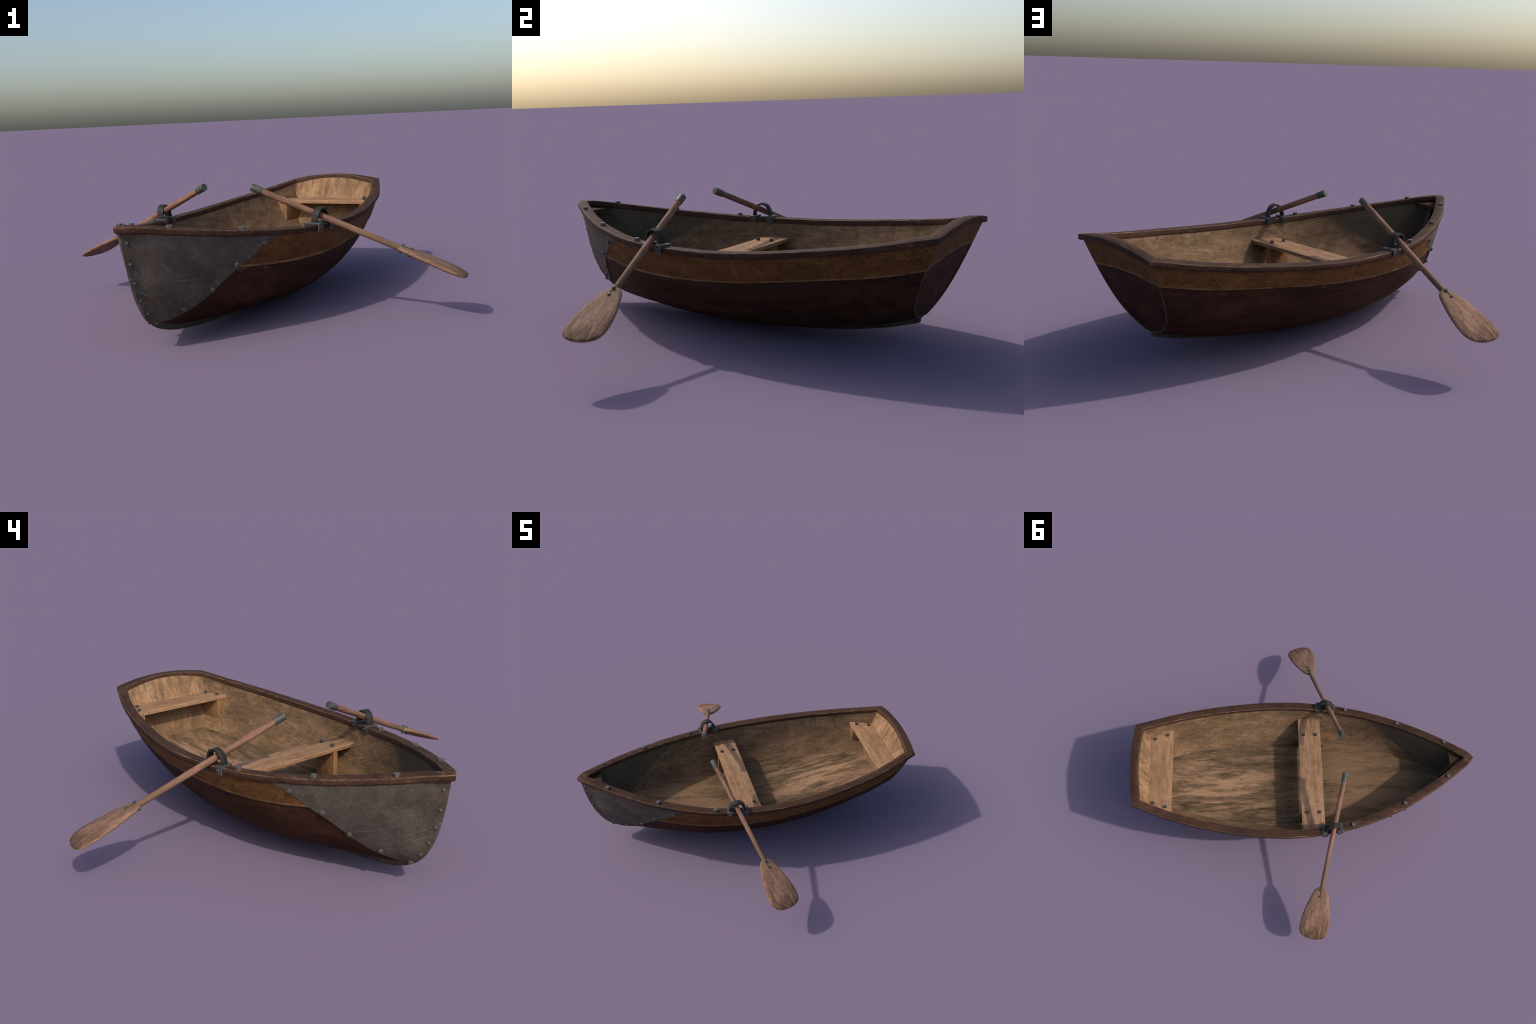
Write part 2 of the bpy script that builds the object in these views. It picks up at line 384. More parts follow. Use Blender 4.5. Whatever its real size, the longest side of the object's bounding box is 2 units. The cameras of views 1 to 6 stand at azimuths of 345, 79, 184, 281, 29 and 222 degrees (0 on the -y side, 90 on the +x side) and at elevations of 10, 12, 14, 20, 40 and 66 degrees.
def grid_faces(nu, nv, base=0, flip=False, closed_v=False):
    f = []
    for i in range(nu - 1):
        for j in range(nv if closed_v else nv - 1):
            a, b = base + i * nv + j, base + i * nv + (j + 1) % nv
            c, d = base + (i + 1) * nv + (j + 1) % nv, base + (i + 1) * nv + j
            f.append((a, d, c, b) if flip else (a, b, c, d))
    return f
def bevel_bm(bm, width, segments=2, material=-1, angle=30):
    ed = [e for e in bm.edges if len(e.link_faces) == 2 and e.calc_face_angle(0) > math.radians(angle)]
    bmesh.ops.bevel(bm, geom=ed, offset=width, segments=segments, profile=.6, affect='EDGES', clamp_overlap=True, material=material)
def prism(name, bottom, top, mats, bevel=.003, edge_mat=True, parent=boat, segments=2):
    """solid between two rings of points"""
    n = len(bottom); bm = bmesh.new()
    lo = [bm.verts.new(p) for p in bottom]; hi = [bm.verts.new(p) for p in top]
    bm.faces.new(lo[::-1]); bm.faces.new(hi)
    for i in range(n): bm.faces.new((lo[i], lo[(i + 1) % n], hi[(i + 1) % n], hi[i]))
    bmesh.ops.recalc_face_normals(bm, faces=bm.faces)
    if bevel: bevel_bm(bm, bevel, segments, 1 if edge_mat and len(mats) > 1 else -1)
    me = bpy.data.meshes.new(name); bm.to_mesh(me); bm.free()
    for m in mats: me.materials.append(m)
    return link(name, me, parent=parent)
def box(name, lo, hi, mats, bevel=.003, parent=boat, edge_mat=True):
    (x0, y0, z0), (x1, y1, z1) = lo, hi
    q = [(x0, y0), (x1, y0), (x1, y1), (x0, y1)]
    return prism(name, [(x, y, z0) for x, y in q], [(x, y, z1) for x, y in q], mats, bevel, edge_mat, parent)

# ------------------------------------------------------------------ outer skin: strake and lower hull, both sides
drop_port = smooth_curve([-1.1, -.8, -.6, -.17, .26, .53, .8, 1.33], [.142, .146, .143, .152, .164, .168, .175, .185])
drop_starboard = smooth_curve([-1.1, -.8, -.4, .14, .55, .8, 1.33], [.123, .119, .114, .128, .140, .143, .150])
def stripe_drop(X, side):
    return float(drop_port(X) if side > 0 else drop_starboard(X))
stations = np.concatenate([np.linspace(-.80, 1.08, 95), [1.10, 1.12, 1.14, 1.158, 1.175, 1.19, 1.205, 1.22, 1.234, 1.247, 1.258, 1.268, 1.277, 1.285, 1.292, 1.298, 1.303, 1.307, 1.310, 1.3119]])
AFT = 9
def skin_rows(side, t_list):
    """points for each row t: 0 keel, 1 colour line, 2 gunwale"""
    cols = []
    def pt(X, t):
        if X > 1.2: vs = .62 + 0 * X if False else v_at_height(X, max(rail_z(X) - stripe_drop(X, side), keel_z(X) + .3 * (rail_z(X) - keel_z(X))))
        else: vs = v_at_height(X, rail_z(X) - stripe_drop(X, side))
        v = vs * t if t <= 1 else vs + (1 - vs) * (t - 1)
        y, z = section(X, v); return float(y), float(z)
    rows = []
    for t in t_list:
        xa = -.95
        for _ in range(12): xa = transom_x(pt(xa, t)[1])
        xs = np.concatenate([np.linspace(xa, -.80, AFT)[:-1], stations])
        r = []
        for x in xs:
            y, z = pt(x, t); r.append((x, side * max(y, .004), z))
        rows.append(r)
    return np.array(rows)          # rows x stations x 3
def outward(rows, side):
    du = np.gradient(rows, axis=0); dv = np.gradient(rows, axis=1)
    n = np.cross(du, dv); n /= np.maximum(np.linalg.norm(n, axis=2, keepdims=True), 1e-9)
    s = np.sign((n[..., 1] * side).sum())
    n *= s
    n[np.abs(n).sum(2) < .1] = (0, side, 0)
    return n

edge_rows = {}
T_LOW = np.concatenate([np.linspace(0, .93, 30), [.965, .989, 1.0]])
T_UP = np.concatenate([[1.0, 1.025, 1.075], np.linspace(1.14, 2., 11)])
low_v, low_f, low_m, up_v, up_f, up_m = [], [], [], [], [], []
for side in (1, -1):
    R = skin_rows(side, T_LOW); nr, ns = R.shape[:2]
    wob = .0007 * np.sin(R[..., 0] * 9 + R[..., 2] * 13 + side)          # slight unfairness of the planking
    R = R + outward(R, side) * wob[..., None]
    base = len(low_v); low_v += R.reshape(-1, 3).tolist()
    fs = grid_faces(nr, ns, base); low_f += fs
    low_m += [2 if (k // (ns - 1)) >= nr - 2 else 1 if (k // (ns - 1)) >= nr - 4 else 0 for k in range(len(fs))]
    U = skin_rows(side, T_UP); nu = U.shape[0]
    Un = outward(U, side)
    fade = np.clip((1.29 - U[..., 0]) / .1, 0, 1)[..., None]
    lip = U[0] - Un[0] * .001
    U2 = np.concatenate([lip[None], U + Un * (.0045 * fade)])
    base = len(up_v); up_v += U2.reshape(-1, 3).tolist()
    fs = grid_faces(nu + 1, ns, base); up_f += fs
    up_m += [1 if (k // (ns - 1)) < 3 else 0 for k in range(len(fs))]
    edge_rows[side] = (R[:, 0], U[:, 0])
add_mesh("lower_hull", low_v, low_f, [M_LOWER, M_LOWER_EDGE, M_LIP_SHADOW], low_m)
add_mesh("upper_strake", up_v, up_f, [M_STRAKE, M_STRAKE_EDGE], up_m)

# transom, outer face
def transom_grid(rows_p, rows_s, n=25):
    out = []
    for a, b in zip(rows_p, rows_s):
        r = []
        for w in np.linspace(-1, 1, n):
            q = a * (1 + w) / 2 + b * (1 - w) / 2
            yb = abs(a[1] - b[1]) / 2 / .30
            k = (1 - w * w)
            up = CAMBER_UP * k * np.clip((q[2] - .22) / .34, 0, 1)
            r.append((q[0] - .42 * up, q[1], q[2] + up))
        out.append(r)
    return np.array(out)
TL = transom_grid(edge_rows[1][0], edge_rows[-1][0]); TU = transom_grid(edge_rows[1][1], edge_rows[-1][1])
fs = grid_faces(*TL.shape[:2])
add_mesh("lower_transom", TL.reshape(-1, 3), fs, [M_LOWER, M_LOWER_EDGE, M_LIP_SHADOW], [2 if k // (TL.shape[1] - 1) >= TL.shape[0] - 2 else 1 if k // (TL.shape[1] - 1) >= TL.shape[0] - 4 else 0 for k in range(len(fs))])
lip = TU[0].copy(); TU2 = TU + np.array([-.0035, 0, -.001]); TU2 = np.concatenate([lip[None], TU2])
fs = grid_faces(*TU2.shape[:2])
add_mesh("upper_transom", TU2.reshape(-1, 3), fs, [M_STRAKE, M_STRAKE_EDGE], [1 if k // (TU2.shape[1] - 1) < 3 else 0 for k in range(len(fs))])

def tube(name, path, radius, mats, sides=8, parent=boat, caps=True):
    path = np.asarray(path, float); n = len(path); rad = np.broadcast_to(radius, (n,))
    t = np.gradient(path, axis=0); t /= np.linalg.norm(t, axis=1)[:, None]
    ref = np.array([0, 0, 1.]) if abs(t[:, 2]).max() < .95 else np.array([1., 0, 0])
    v = []
    for p, d, r in zip(path, t, rad):
        a = np.cross(d, ref); a /= np.linalg.norm(a); b = np.cross(d, a)
        for k in range(sides):
            c = 2 * math.pi * k / sides; v.append(p + r * (math.cos(c) * a + math.sin(c) * b))
    f = grid_faces(n, sides, closed_v=True)
    if caps: f += [tuple(range(sides))[::-1], tuple(range((n - 1) * sides, n * sides))]
    return add_mesh(name, v, f, mats, parent=parent, angle=50)
for side in (1, -1):
    path = np.concatenate([edge_rows[side][0][2:], edge_rows[side][1][1:]])
    path[:, 0] -= .0005
    tube("corner_bead", path, .0042, [M_CORNER_STRIP])  # corner pale strip

# ------------------------------------------------------------------ keel with its rising forefoot
kx = np.concatenate([np.linspace(-.889, 1.0, 70), np.linspace(1.01, 1.165, 14)])
kv = []
for x in kx:
    zb = float(keel_z(x)); w = .012 + .006 * math.exp(-((x - .98) / .2) ** 2)
    w *= min(1, .45 + (1.17 - x) * 6)
    top = zb + KEEL_DEPTH + .010 + .010 * math.exp(-((x - 1.0) / .12) ** 2)
    for y, z in ((-w * 1.25, top), (-w, zb + .004), (-w * .6, zb), (w * .6, zb), (w, zb + .004), (w * 1.25, top)):
        kv.append((x, y, z))
kf = grid_faces(len(kx), 6, closed_v=True) + [tuple(range(6))[::-1], tuple(range(len(kv) - 6, len(kv)))]
add_mesh("keel", kv, kf, [M_KEEL])

# ------------------------------------------------------------------ interior: planking, floor, transom panel
WALL = .034
wall = smooth_curve([-1.1, -.5, 0, .4, .8, 1.2, 1.35], [.036, .034, .031, .033, .042, .044, .044])
def inner_section(X, n=40):
    Y, Z = section(np.full_like(VV, X), VV)
    dy, dz = np.gradient(Y), np.gradient(Z); L = np.hypot(dy, dz)
    t = wall(X) * np.clip((1.31 - X) / .2, .15, 1)
    Yi, Zi = Y - t * dz / L, Z + t * dy / L
    k = np.argmax((Zi > floor_z(X)) & (Yi > .002)) if ((Zi > floor_z(X)) & (Yi > .002)).any() else len(VV) - 2
    k = max(k, 1)
    zf = max(floor_z(X), Zi[k])
    yf = float(np.interp(zf, Zi[k - 1:k + 1], Yi[k - 1:k + 1])) if Zi[k] > Zi[k - 1] else Yi[k]
    yy = np.concatenate([[max(yf, .002)], np.maximum(Yi[k:], .002)]); zz = np.concatenate([[zf], Zi[k:]])
    s = np.concatenate([[0], np.cumsum(np.hypot(np.diff(yy), np.diff(zz)))]); s /= max(s[-1], 1e-9)
    q = np.linspace(0, 1, n) ** 1.0
    return np.interp(q, s, yy), np.interp(q, s, zz)
INNER_BACK = .036
ix = np.concatenate([np.linspace(-.80, 1.1, 80), np.linspace(1.115, 1.25, 12)])
iv, if_, fl_v = [], [], []
NI = 40
for side in (1, -1):
    base = len(iv)
    first = []
    for j in range(NI):                       # planking runs aft to the raked transom
        xa = -.95
        for _ in range(10):
            y, z = inner_section(xa, NI); xa = transom_x(z[j]) + INNER_BACK - .004
        first.append(xa)
    cols = []
    for k in range(8):
        col = []
        for j in range(NI):
            x = first[j] + (-.80 - first[j]) * k / 8
            y, z = inner_section(x, NI); col.append((x, side * y[j], z[j]))
        cols.append(col)
    for x in ix:
        y, z = inner_section(x, NI); cols.append([(x, side * a, b) for a, b in zip(y, z)])
    iv += [p for c in cols for p in c]
    if_ += grid_faces(len(cols), NI, base)
    if side > 0: rim = [c[0] for c in cols]; aft_col = cols[0]
add_mesh("inner_planking", iv, if_, [M_IN], angle=50)
NF = 21
for p in rim:
    for w in np.linspace(-1, 1, NF):
        fl_v.append((p[0], (abs(p[1]) + .006) * w, p[2] + .0015 * abs(w) ** 8))
add_mesh("floor_board", fl_v, grid_faces(len(rim), NF), [M_FLOOR])
tv = []
for q in aft_col:
    yb = q[1] / .28
    for w in np.linspace(-1, 1, 25):
        k = 1 - w * w; up = CAMBER_UP * k * np.clip((q[2] - .26) / .30, 0, 1)
        tv.append((q[0] + .003 - .42 * up, w * (q[1] + .008), q[2] + up))
add_mesh("transom_panel", tv, grid_faces(len(aft_col), 25), [M_TRANSOM_IN])

# ------------------------------------------------------------------ gunwale rails
RAIL_W, BEV = .055, .0038
def rail_profile():
    p = [(.004, -.029, 0), (0, -.024, 0), (0, -BEV, 1), (.0015, -.0015, 1), (BEV, 0, 0),
         (RAIL_W - BEV, 0, 1), (RAIL_W - .0015, -.0015, 1), (RAIL_W, -BEV, 0), (RAIL_W, -.028, 0), (RAIL_W - .005, -.033, 0)]
    return p
PROF = rail_profile()
corner_out, corner_in = np.array([-1.098, .3135]), np.array([-1.040, .2765])
def offset_line(o):
    """plan curve of the port rail, o inboard of its outer edge, clipped at the two mitres"""
    x = np.concatenate([np.linspace(-1.118, 1.2, 160), np.linspace(1.205, 1.335, 50)])
    y = rail_y(x)
    t = np.stack([np.gradient(x), np.gradient(y)], 1); t /= np.linalg.norm(t, axis=1)[:, None]
    nrm = np.stack([t[:, 1], -t[:, 0]], 1)              # towards the centre line
    P = np.stack([x, y], 1) + nrm * o
    md = corner_in - corner_out; mn = np.array([md[1], -md[0]]); mn *= np.sign(mn[0])
    keep = ((P - corner_out) @ mn > 0) & (P[:, 1] > 0)
    i0 = np.argmax(keep); i1 = len(keep) - 1 - np.argmax(keep[::-1])
    a, b = P[i0 - 1], P[i0]; s = ((corner_out - a) @ mn) / ((b - a) @ mn); start = a + (b - a) * s
    if i1 + 1 < len(P):
        a, b = P[i1], P[i1 + 1]; s = a[1] / (a[1] - b[1]) if a[1] != b[1] else 0; end = a + (b - a) * s
    else: end = np.array([P[i1][0], 0])
    Q = np.concatenate([[start], P[i0:i1 + 1], [end]])
    d = np.concatenate([[0], np.cumsum(np.linalg.norm(np.diff(Q, axis=0), axis=1))]); d /= d[-1]
    q = np.concatenate([np.linspace(0, .85, 90), np.linspace(.86, 1, 30)])
    return np.stack([np.interp(q, d, Q[:, 0]), np.interp(q, d, Q[:, 1])], 1)
lines = [offset_line(o) for o, h, m in PROF]
mid = offset_line(RAIL_W / 2); zc = rail_z(np.minimum(lines[0][:, 0], 1.335))
wobble = .0006 * np.sin(mid[:, 0] * 21) + .0005 * np.sin(mid[:, 0] * 47 + 1)
for side in (1, -1):
    rv = []
    for i in range(len(mid)):
        for (o, h, m), L in zip(PROF, lines):
            rv.append((L[i, 0], side * L[i, 1], zc[i] + h + wobble[i] * (.4 if h == 0 else 1)))
    n = len(PROF)
    rf = grid_faces(len(mid), n, closed_v=True)
    rm = [PROF[k % n][2] for k in range(len(rf))]
    rf += [tuple(range(n)), tuple(range(len(rv) - n, len(rv)))]; rm += [0, 0]
    add_mesh("gunwale_rail", rv, rf, [M_RAIL, M_RAIL_EDGE], rm, angle=40)
# rail over the transom, cambered up and aft
rv = []
Z_CORNER = float(zc[0])
for w in np.linspace(-1, 1, 41):
    k = 1 - w * w
    for o, h, m in PROF:
        c = corner_out + (corner_in - corner_out) * (o / RAIL_W)
        rv.append((c[0] - .018 * k - .0, w * c[1], Z_CORNER + CAMBER_UP * k + h))
n = len(PROF); rf = grid_faces(41, n, closed_v=True); rm = [PROF[k % n][2] for k in range(len(rf))]
rf += [tuple(range(n)), tuple(range(len(rv) - n, len(rv)))]; rm += [0, 0]
add_mesh("transom_rail", rv, rf, [M_RAIL_T, M_RAIL_EDGE_T], rm, angle=40)

# breasthook: triangular block in the bow
bx0, bx1 = 1.170, 1.285
yb = skin_y(bx0, .545) - .014
prism("breasthook", [(bx0, -yb, .533), (bx1, -.004, .545), (bx1, .004, .545), (bx0, yb, .533)],
      [(bx0, -yb, .556), (bx1, -.004, .568), (bx1, .004, .568), (bx0, yb, .556)], [M_RAIL, M_RAIL_EDGE], .002)

# inner stem post, running down from the breasthook to the floor
prism("stem_post", [(1.135, -.016, .262), (1.215, -.012, .262), (1.215, .012, .262), (1.135, .016, .262)],
      [(1.212, -.016, .545), (1.285, -.006, .545), (1.285, .006, .545), (1.212, .016, .545)], [M_IN, M_IN], .003)

# ------------------------------------------------------------------ iron bow plate, wrapped round the stem
EX = [.600, .647, .700, .745, .790, .838, .885, .922, .962, 1.006, 1.058, 1.105]
EZ = [.472, .468, .4505, .421, .386, .349, .304, .255, .207, .168, .144, .1305]
eb = np.linspace(1, 0, len(EX))
edge_x, edge_z = smooth_curve(eb[::-1], EX[::-1]), smooth_curve(eb[::-1], EZ[::-1])
zs_prof = np.linspace(.1285, .578, 300)
xk = np.linspace(1.13, 1.312, 600); stem_x = lambda z: float(np.interp(z, keel_z(xk), xk))
NA, NB = 46, 40
pv, pf = [], []
for side in (1, -1):
    base = len(pv); g0 = []
    for j in range(NB):
        b = j / (NB - 1)
        ex, ez = float(edge_x(b)), float(edge_z(b)); sz = .1285 + b * (.578 - .1285); sx = stem_x(sz)
        row = []
        for i in range(NA):
            a = i / (NA - 1); a2 = a ** .8
            X = ex + (sx - ex) * a2; z = ez + (sz - ez) * a2
            tx0, tz0 = EX[0], EZ[0]
            lin = tz0 + (.578 - tz0) * (X - tx0) / (1.312 - tx0)
            z += (float(rail_z(X)) - .024 - lin) * b ** 5
            if a == 1: p = Vector((sx + .0035, 0, z)); row.append(p); continue
            y = max(skin_y(min(X, 1.31), z), .004); nn = skin_normal(min(X, 1.30), z)
            p = Vector((X, y, z)) + nn * .0062
            p.y = max(p.y, .004)
            row.append(p)
        ring = row[0].copy(); nn = skin_normal(float(edge_x(b)), float(edge_z(b)))
        row = [ring - nn * .0065] + [ring - nn * .001] + row[0:1] + row[1:]
        pv += [(p.x, side * p.y, p.z) for p in row]
    pf += grid_faces(NB, NA + 2, base)
add_mesh("bow_plate", pv, pf, [M_PLATE], angle=50)

# ------------------------------------------------------------------ bolts and rivets
def hex_mesh(name, r, h, mat, edge=None, shank=0.):
    bm = bmesh.new()
    a = [bm.verts.new((r * math.cos(k * math.pi / 3), r * math.sin(k * math.pi / 3), -.002)) for k in range(6)]
    b = [bm.verts.new((r * .97 * math.cos(k * math.pi / 3), r * .97 * math.sin(k * math.pi / 3), h)) for k in range(6)]
    bm.faces.new(a[::-1]); bm.faces.new(b)
    for k in range(6): bm.faces.new((a[k], a[(k + 1) % 6], b[(k + 1) % 6], b[k]))
    bevel_bm(bm, r * .13, 2, 1 if edge else -1)
    me = bpy.data.meshes.new(name); bm.to_mesh(me); bm.free()
    me.materials.append(mat)
    if edge: me.materials.append(edge)
    me.polygons.foreach_set('use_smooth', [True] * len(me.polygons)); me.set_sharp_from_angle(angle=math.radians(30))
    return me
def dome_mesh(name, r, mat):
    bm = bmesh.new(); bmesh.ops.create_uvsphere(bm, u_segments=16, v_segments=10, radius=r)
    for v in bm.verts: v.co.z *= .8
    me = bpy.data.meshes.new(name); bm.to_mesh(me); bm.free(); me.materials.append(mat)
    me.polygons.foreach_set('use_smooth', [True] * len(me.polygons)); return me
def place(name, me, pos, normal, parent=boat, spin=None):
    ob = bpy.data.objects.new(name, me); bpy.context.scene.collection.objects.link(ob); ob.parent = parent
    q = Vector(normal).to_track_quat('Z', 'Y')
    ob.rotation_mode = 'QUATERNION'
    from mathutils import Quaternion
    ob.rotation_quaternion = q @ Quaternion((0, 0, 1), random.uniform(0, 1.05) if spin is None else spin)
    ob.location = pos
    return ob
RAIL_BOLT = hex_mesh("rail_bolt", .0150, .0155, M_IRON, M_BRACKET_EDGE)
PLATE_BOLT = hex_mesh("plate_bolt", .0112, .0125, M_IRON, M_BRACKET_EDGE)
SEAT_BOLT = hex_mesh("seat_bolt", .0112, .0145, M_SEAT_BOLT, M_BRACKET)
OAR_BOLT = hex_mesh("oar_bolt", .0074, .009, M_SEAT_BOLT, M_BRACKET)
TAB_BOLT = dome_mesh("bracket_rivet", .0055, M_BRACKET_EDGE)
RIVET = dome_mesh("plate_rivet", .0078, M_IRON)
for side in (1, -1):
    for x, y in ((1.1413, .1358), (.823, .3175), (.449, .4585)):
        place("rail_bolt", RAIL_BOLT, (x, side * y, float(rail_z(x))), (0, 0, 1))
    for x, z in ((.722, .452), (.851, .368), (.932, .265), (1.030, .189), (1.124, .138)):
        nn = skin_normal(x, z); y = max(skin_y(x, z), .006)
        if x > 1.1: nn = Vector((.25, .95, -.2)).normalized(); y = .008
        p = Vector((x, y, z)) + nn * .006
        place("plate_bolt", PLATE_BOLT, (p.x, side * p.y, p.z), (nn.x, side * nn.y, nn.z))
    for x, z in ((1.286, .529), (1.271, .433), (1.250, .345), (1.218, .262), (1.176, .192)):
        nn = skin_normal(x, z); p = Vector((x, max(skin_y(x, z), .005), z)) + nn * .0068
        place("plate_rivet", RIVET, (p.x, side * p.y, p.z), (nn.x, side * nn.y, nn.z))

# ------------------------------------------------------------------ thwarts and their supports
def seat(name, ring, z_top, thick, mat):
    return prism(name, [(x, y, z_top - thick) for x, y in ring], [(x, y, z_top) for x, y in ring], [mat, M_SEAT_EDGE], .0022)
seat("thwart", [(.096, -.452), (.260, -.452), (.260, .452), (.096, .452)], .3785, .021, M_SEAT)
seat("stern_seat", [(-1.018, -.262), (-.838, -.332), (-.838, .332), (-1.018, .262)], .4685, .022, M_SEAT_AFT)
for side in (1, -1):
    for x in (.1355, .2268): place("seat_bolt", SEAT_BOLT, (x, side * .3137, .3785), (0, 0, 1))
    for x, y in ((-.876, .2845), (-.966, .2535)): place("seat_bolt", SEAT_BOLT, (x, side * y, .4685), (0, 0, 1))
    ys = sorted((side * .299, side * .325))
    box("seat_support", (.103, ys[0], floor_z(.18) - .01), (.256, ys[1], .358), [M_SUPPORT, M_SEAT_EDGE], .0018)
    # stern knees: inboard face upright, outer face following the planking
    pts = []
    for x in (-.842, -.955):
        for z in (.447, .335):
            pts.append((x, z, skin_y(x, z) - .030))
    (xa, zt, ya), (_, zl, yl), (xb, _, yb2), (_, _, yl2) = pts
    yi = .268; yia, yib = yi, min(yi - .01, yl2 - .016)
    prism("seat_support", [(xa, side * yia, zl), (xa, side * max(yl, yia + .004), zl), (xb, side * yl2, zl), (xb, side * yib, zl)],
          [(xa, side * yia, zt), (xa, side * ya, zt), (xb, side * yb2, zt), (xb, side * yib, zt)], [M_SUPPORT, M_SEAT_EDGE], .0015)

# ------------------------------------------------------------------ oarlocks: two saddle brackets and a hoop of links
def oriented_box(bm, centre, ax, half):
    vs = []
    for sz in (-1, 1):
        for sx, sy in ((-1, -1), (1, -1), (1, 1), (-1, 1)):
            p = Vector(centre) + ax[0] * (sx * half[0]) + ax[1] * (sy * half[1]) + ax[2] * (sz * half[2])
            vs.append(bm.verts.new(p))
    for q in ((3, 2, 1, 0), (4, 5, 6, 7), (0, 1, 5, 4), (1, 2, 6, 5), (2, 3, 7, 6), (3, 0, 4, 7)):
        bm.faces.new([vs[i] for i in q])
def bm_object(name, bm, mats, bevel, parent):
    bmesh.ops.recalc_face_normals(bm, faces=bm.faces)
    bevel_bm(bm, bevel, 2, 1)
    me = bpy.data.meshes.new(name); bm.to_mesh(me); bm.free()
    for m in mats: me.materials.append(m)
    return link(name, me, parent=parent)
UP = Vector((0, 0, 1))
for side in (1, -1):
    lock = bpy.data.objects.new("oarlock", None); bpy.context.scene.collection.objects.link(lock); lock.parent = boat
    for x in (.2495, .3535):
        slope = float(rail_y(x + .02) - rail_y(x - .02)) / .04
        t = Vector((1, side * slope, 0)).normalized(); o = Vector((-slope, side, 0)).normalized()
        yo = float(rail_y(x)); z = float(rail_z(x))
        c = Vector((x, side * yo, z)) - o * (RAIL_W / 2 - .001)
        bm = bmesh.new()
        oriented_box(bm, c + UP * .004, (t, o, UP), (.0205, RAIL_W / 2 + .009, .0042))
        oriented_box(bm, c + o * (RAIL_W / 2 + .006) + UP * (-.015), (t, o, UP), (.0200, .0032, .0195))
        oriented_box(bm, c - o * (RAIL_W / 2 + .005) + UP * (-.012), (t, o, UP), (.0200, .0032, .0165))
        bm_object("bracket", bm, [M_BRACKET, M_BRACKET_EDGE], .0014, lock)
        for s, dz in ((1, -.010), (-1, -.007)):
            p = c + o * (s * (RAIL_W / 2 + .009)) + UP * dz
            place("bracket_rivet", TAB_BOLT, p, o * s, lock)
    # hoop: six links in an arch between the two brackets
    slope = float(rail_y(.32) - rail_y(.28)) / .04
    t = Vector((1, side * slope, 0)).normalized(); o = Vector((-slope, side, 0)).normalized()
    lean = (UP + o * .10).normalized()
    c = Vector((.3005, side * .481, float(rail_z(.30)) + .010))
    A, Hh, N = .0515, .0705, 6
    arch = lambda q: c + t * (A * math.cos(q)) + lean * (Hh * math.sin(q) ** .9 if math.sin(q) > 0 else 0)
    # equal steps along the arch
    qs = np.linspace(0.0, math.pi, 400); P = [arch(q) for q in qs]
    L = np.concatenate([[0], np.cumsum([(P[i + 1] - P[i]).length for i in range(399)])])
    cuts = [arch(float(np.interp(L[-1] * k / N, L, qs))) for k in range(N + 1)]
    for k in range(N):
        a, b = cuts[k], cuts[k + 1]; d = (b - a).normalized(); nrm = d.cross(o).normalized()
        bm = bmesh.new()
        oriented_box(bm, (a + b) / 2, (d, o, nrm), ((b - a).length / 2 - .0004, .0190 + .0016 * ((k % 2) - .5), .0050))
        bm_object("hoop_link", bm, [M_HOOP, M_HOOP_EDGE], .0011, lock)

# ------------------------------------------------------------------ oars
GRIP_END = Vector((.3946, .1441, .6799))
AXIS = Vector((-.2225, .8910, -.3945)).normalized()
PIN = Vector((-.22, .34, .91)); PIN = (PIN - AXIS * PIN.dot(AXIS)).normalized()       # the bolts stand a little askew
NORMAL = Vector((-.095, .376, .91)); NORMAL = (NORMAL - AXIS * NORMAL.dot(AXIS)).normalized()
ACROSS = NORMAL.cross(AXIS).normalized()
TIP, BLADE0 = 1.174, .812
half_w = smooth_curve([0, .03, .08, .17, .28, .39, .55, .70, .80, .87, .925, .965, .99, 1.0],
                      [.020, .034, .046, .058, .070, .0805, .0915, .0975, .0975, .0935, .083, .066, .042, .014])
def make_shaft():
    ss = [.0, .002, .050, .30, .55, .70, .79, .82, .85, .88, .905, .925, .945]
    rr = [.0150, .0158, .0164, .0170, .0168, .0160, .0153, .0148, .0120, .0095, .0070, .0045, .0015]
    sec = 20; v = []
    for s, r in zip(ss, rr):
        for k in range(sec):
            c = 2 * math.pi * k / sec
            flat = 1 if s < .82 else max(.62, 1 - (s - .82) * 4)
            v.append((s, r * flat * math.cos(c), (r * math.sin(c)) if s < .82 else (max(.0085 * (1 - (s - .82) / .13) + .0085, .006) * math.sin(c))))
    f = grid_faces(len(ss), sec, closed_v=True) + [tuple(range(sec))[::-1], tuple(range((len(ss) - 1) * sec, len(ss) * sec))]
    return v, f
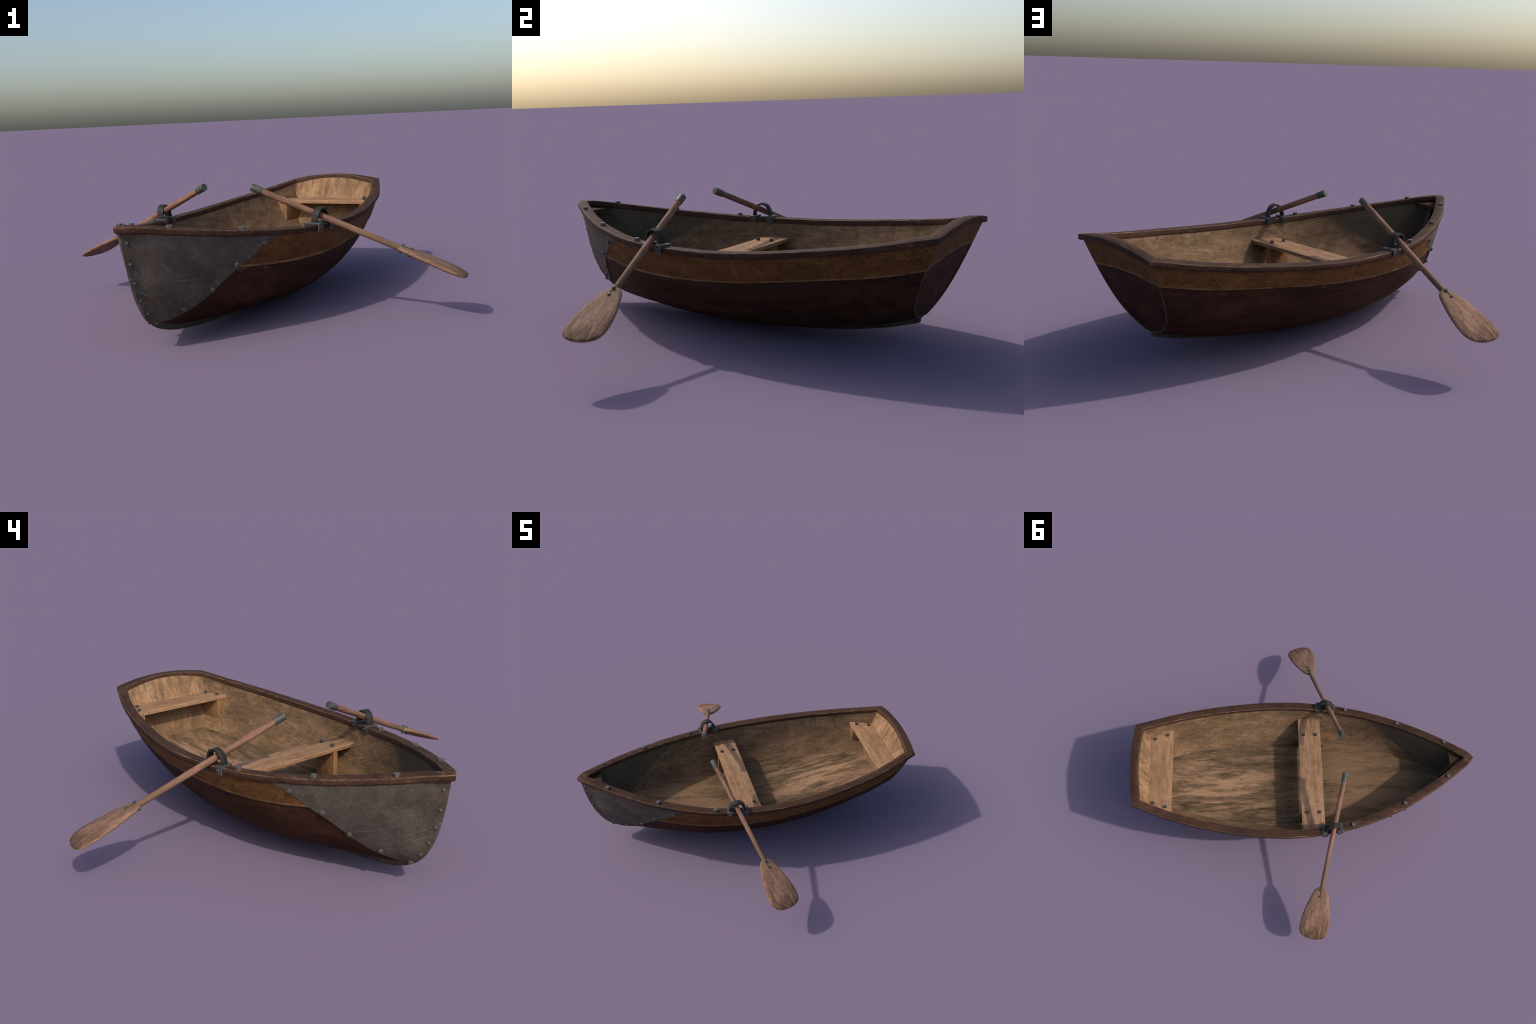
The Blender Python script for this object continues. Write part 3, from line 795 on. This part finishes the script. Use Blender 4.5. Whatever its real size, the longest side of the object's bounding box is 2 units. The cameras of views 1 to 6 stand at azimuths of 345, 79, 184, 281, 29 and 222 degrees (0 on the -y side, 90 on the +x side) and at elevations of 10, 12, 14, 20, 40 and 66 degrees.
def make_blade():
    nt, nw = 60, 21; v, f, fm = [], [], []
    tt = np.concatenate([np.linspace(0, .85, 40), np.linspace(.86, 1, 20)])
    for t in tt:
        s = BLADE0 + t * (TIP - BLADE0); w = float(half_w(t)) * 1.03
        th = .0152 * (.80 + .2 * min(1, t / .2)) * (1 if t < .65 else 1 - .5 * ((t - .65) / .35) ** 2)
        ring = []
        ws = np.sin(np.linspace(-math.pi / 2, math.pi / 2, nw))
        for q in ws: ring.append((s, w * q, th * (1 - .30 * abs(q) ** 2.5) * (math.sqrt(max(0, 1 - abs(q) ** 10)) if abs(q) < 1 else 0.18)))
        for q in ws[::-1]: ring.append((s, w * q, -th * (1 - .30 * abs(q) ** 2.5) * (math.sqrt(max(0, 1 - abs(q) ** 10)) if abs(q) < 1 else 0.18)))
        v += [(a, b, c + .0025 * min(1, t * 4)) for a, b, c in ring]
    n = 2 * nw; fs = grid_faces(len(tt), n, closed_v=True)
    for k in range(len(fs)):
        j = k % n
        fm.append(1 if j in (0, nw - 2, nw - 1, nw, n - 2, n - 1) else 0)
    fs += [tuple(range(n))[::-1], tuple(range((len(tt) - 1) * n, len(tt) * n))]; fm += [0, 1]
    return v, fs, fm
sv, sf = make_shaft(); bv, bf, bfm = make_blade()
for side in (1, -1):
    ms = Vector((1, side, 1))
    ax, ac, no = [Vector((q.x, q.y * side, q.z)) for q in (AXIS, ACROSS, NORMAL)]
    if side < 0: ac = -ac
    M = Matrix((ax, ac, no)).transposed().to_4x4(); M.translation = Vector((GRIP_END.x, GRIP_END.y * side, GRIP_END.z))
    oar = bpy.data.objects.new("oar", None); bpy.context.scene.collection.objects.link(oar); oar.parent = boat
    oar.matrix_local = M
    add_mesh("oar_shaft", sv, sf, [M_SHAFT], parent=oar, angle=45)
    add_mesh("oar_blade", bv, bf, [M_BLADE, M_BLADE_EDGE], bfm, parent=oar, angle=50)
    bm = bmesh.new()
    bmesh.ops.create_cone(bm, cap_ends=True, segments=28, radius1=.0203, radius2=.0196, depth=.060)
    bmesh.ops.rotate(bm, verts=bm.verts, matrix=Matrix.Rotation(math.pi / 2, 3, 'Y'))
    bmesh.ops.translate(bm, verts=bm.verts, vec=(.029, 0, 0))
    bm_object("oar_grip", bm, [M_GRIP, M_BRACKET_EDGE], .0013, oar)
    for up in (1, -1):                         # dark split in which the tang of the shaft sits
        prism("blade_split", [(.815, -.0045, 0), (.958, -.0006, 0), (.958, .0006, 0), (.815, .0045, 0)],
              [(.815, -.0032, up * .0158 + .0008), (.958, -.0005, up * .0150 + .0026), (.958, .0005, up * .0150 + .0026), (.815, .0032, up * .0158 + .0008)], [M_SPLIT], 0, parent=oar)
    for s, h in ((.8265, .0168), (.8735, .0152)):
        d = Vector((0, PIN.dot(ACROSS) * side, PIN.dot(NORMAL)))
        place("oar_bolt", OAR_BOLT, Vector((s, 0, 0)) + d * h, d, oar)
        place("oar_bolt", OAR_BOLT, Vector((s, 0, 0)) - d * h, -d, oar)
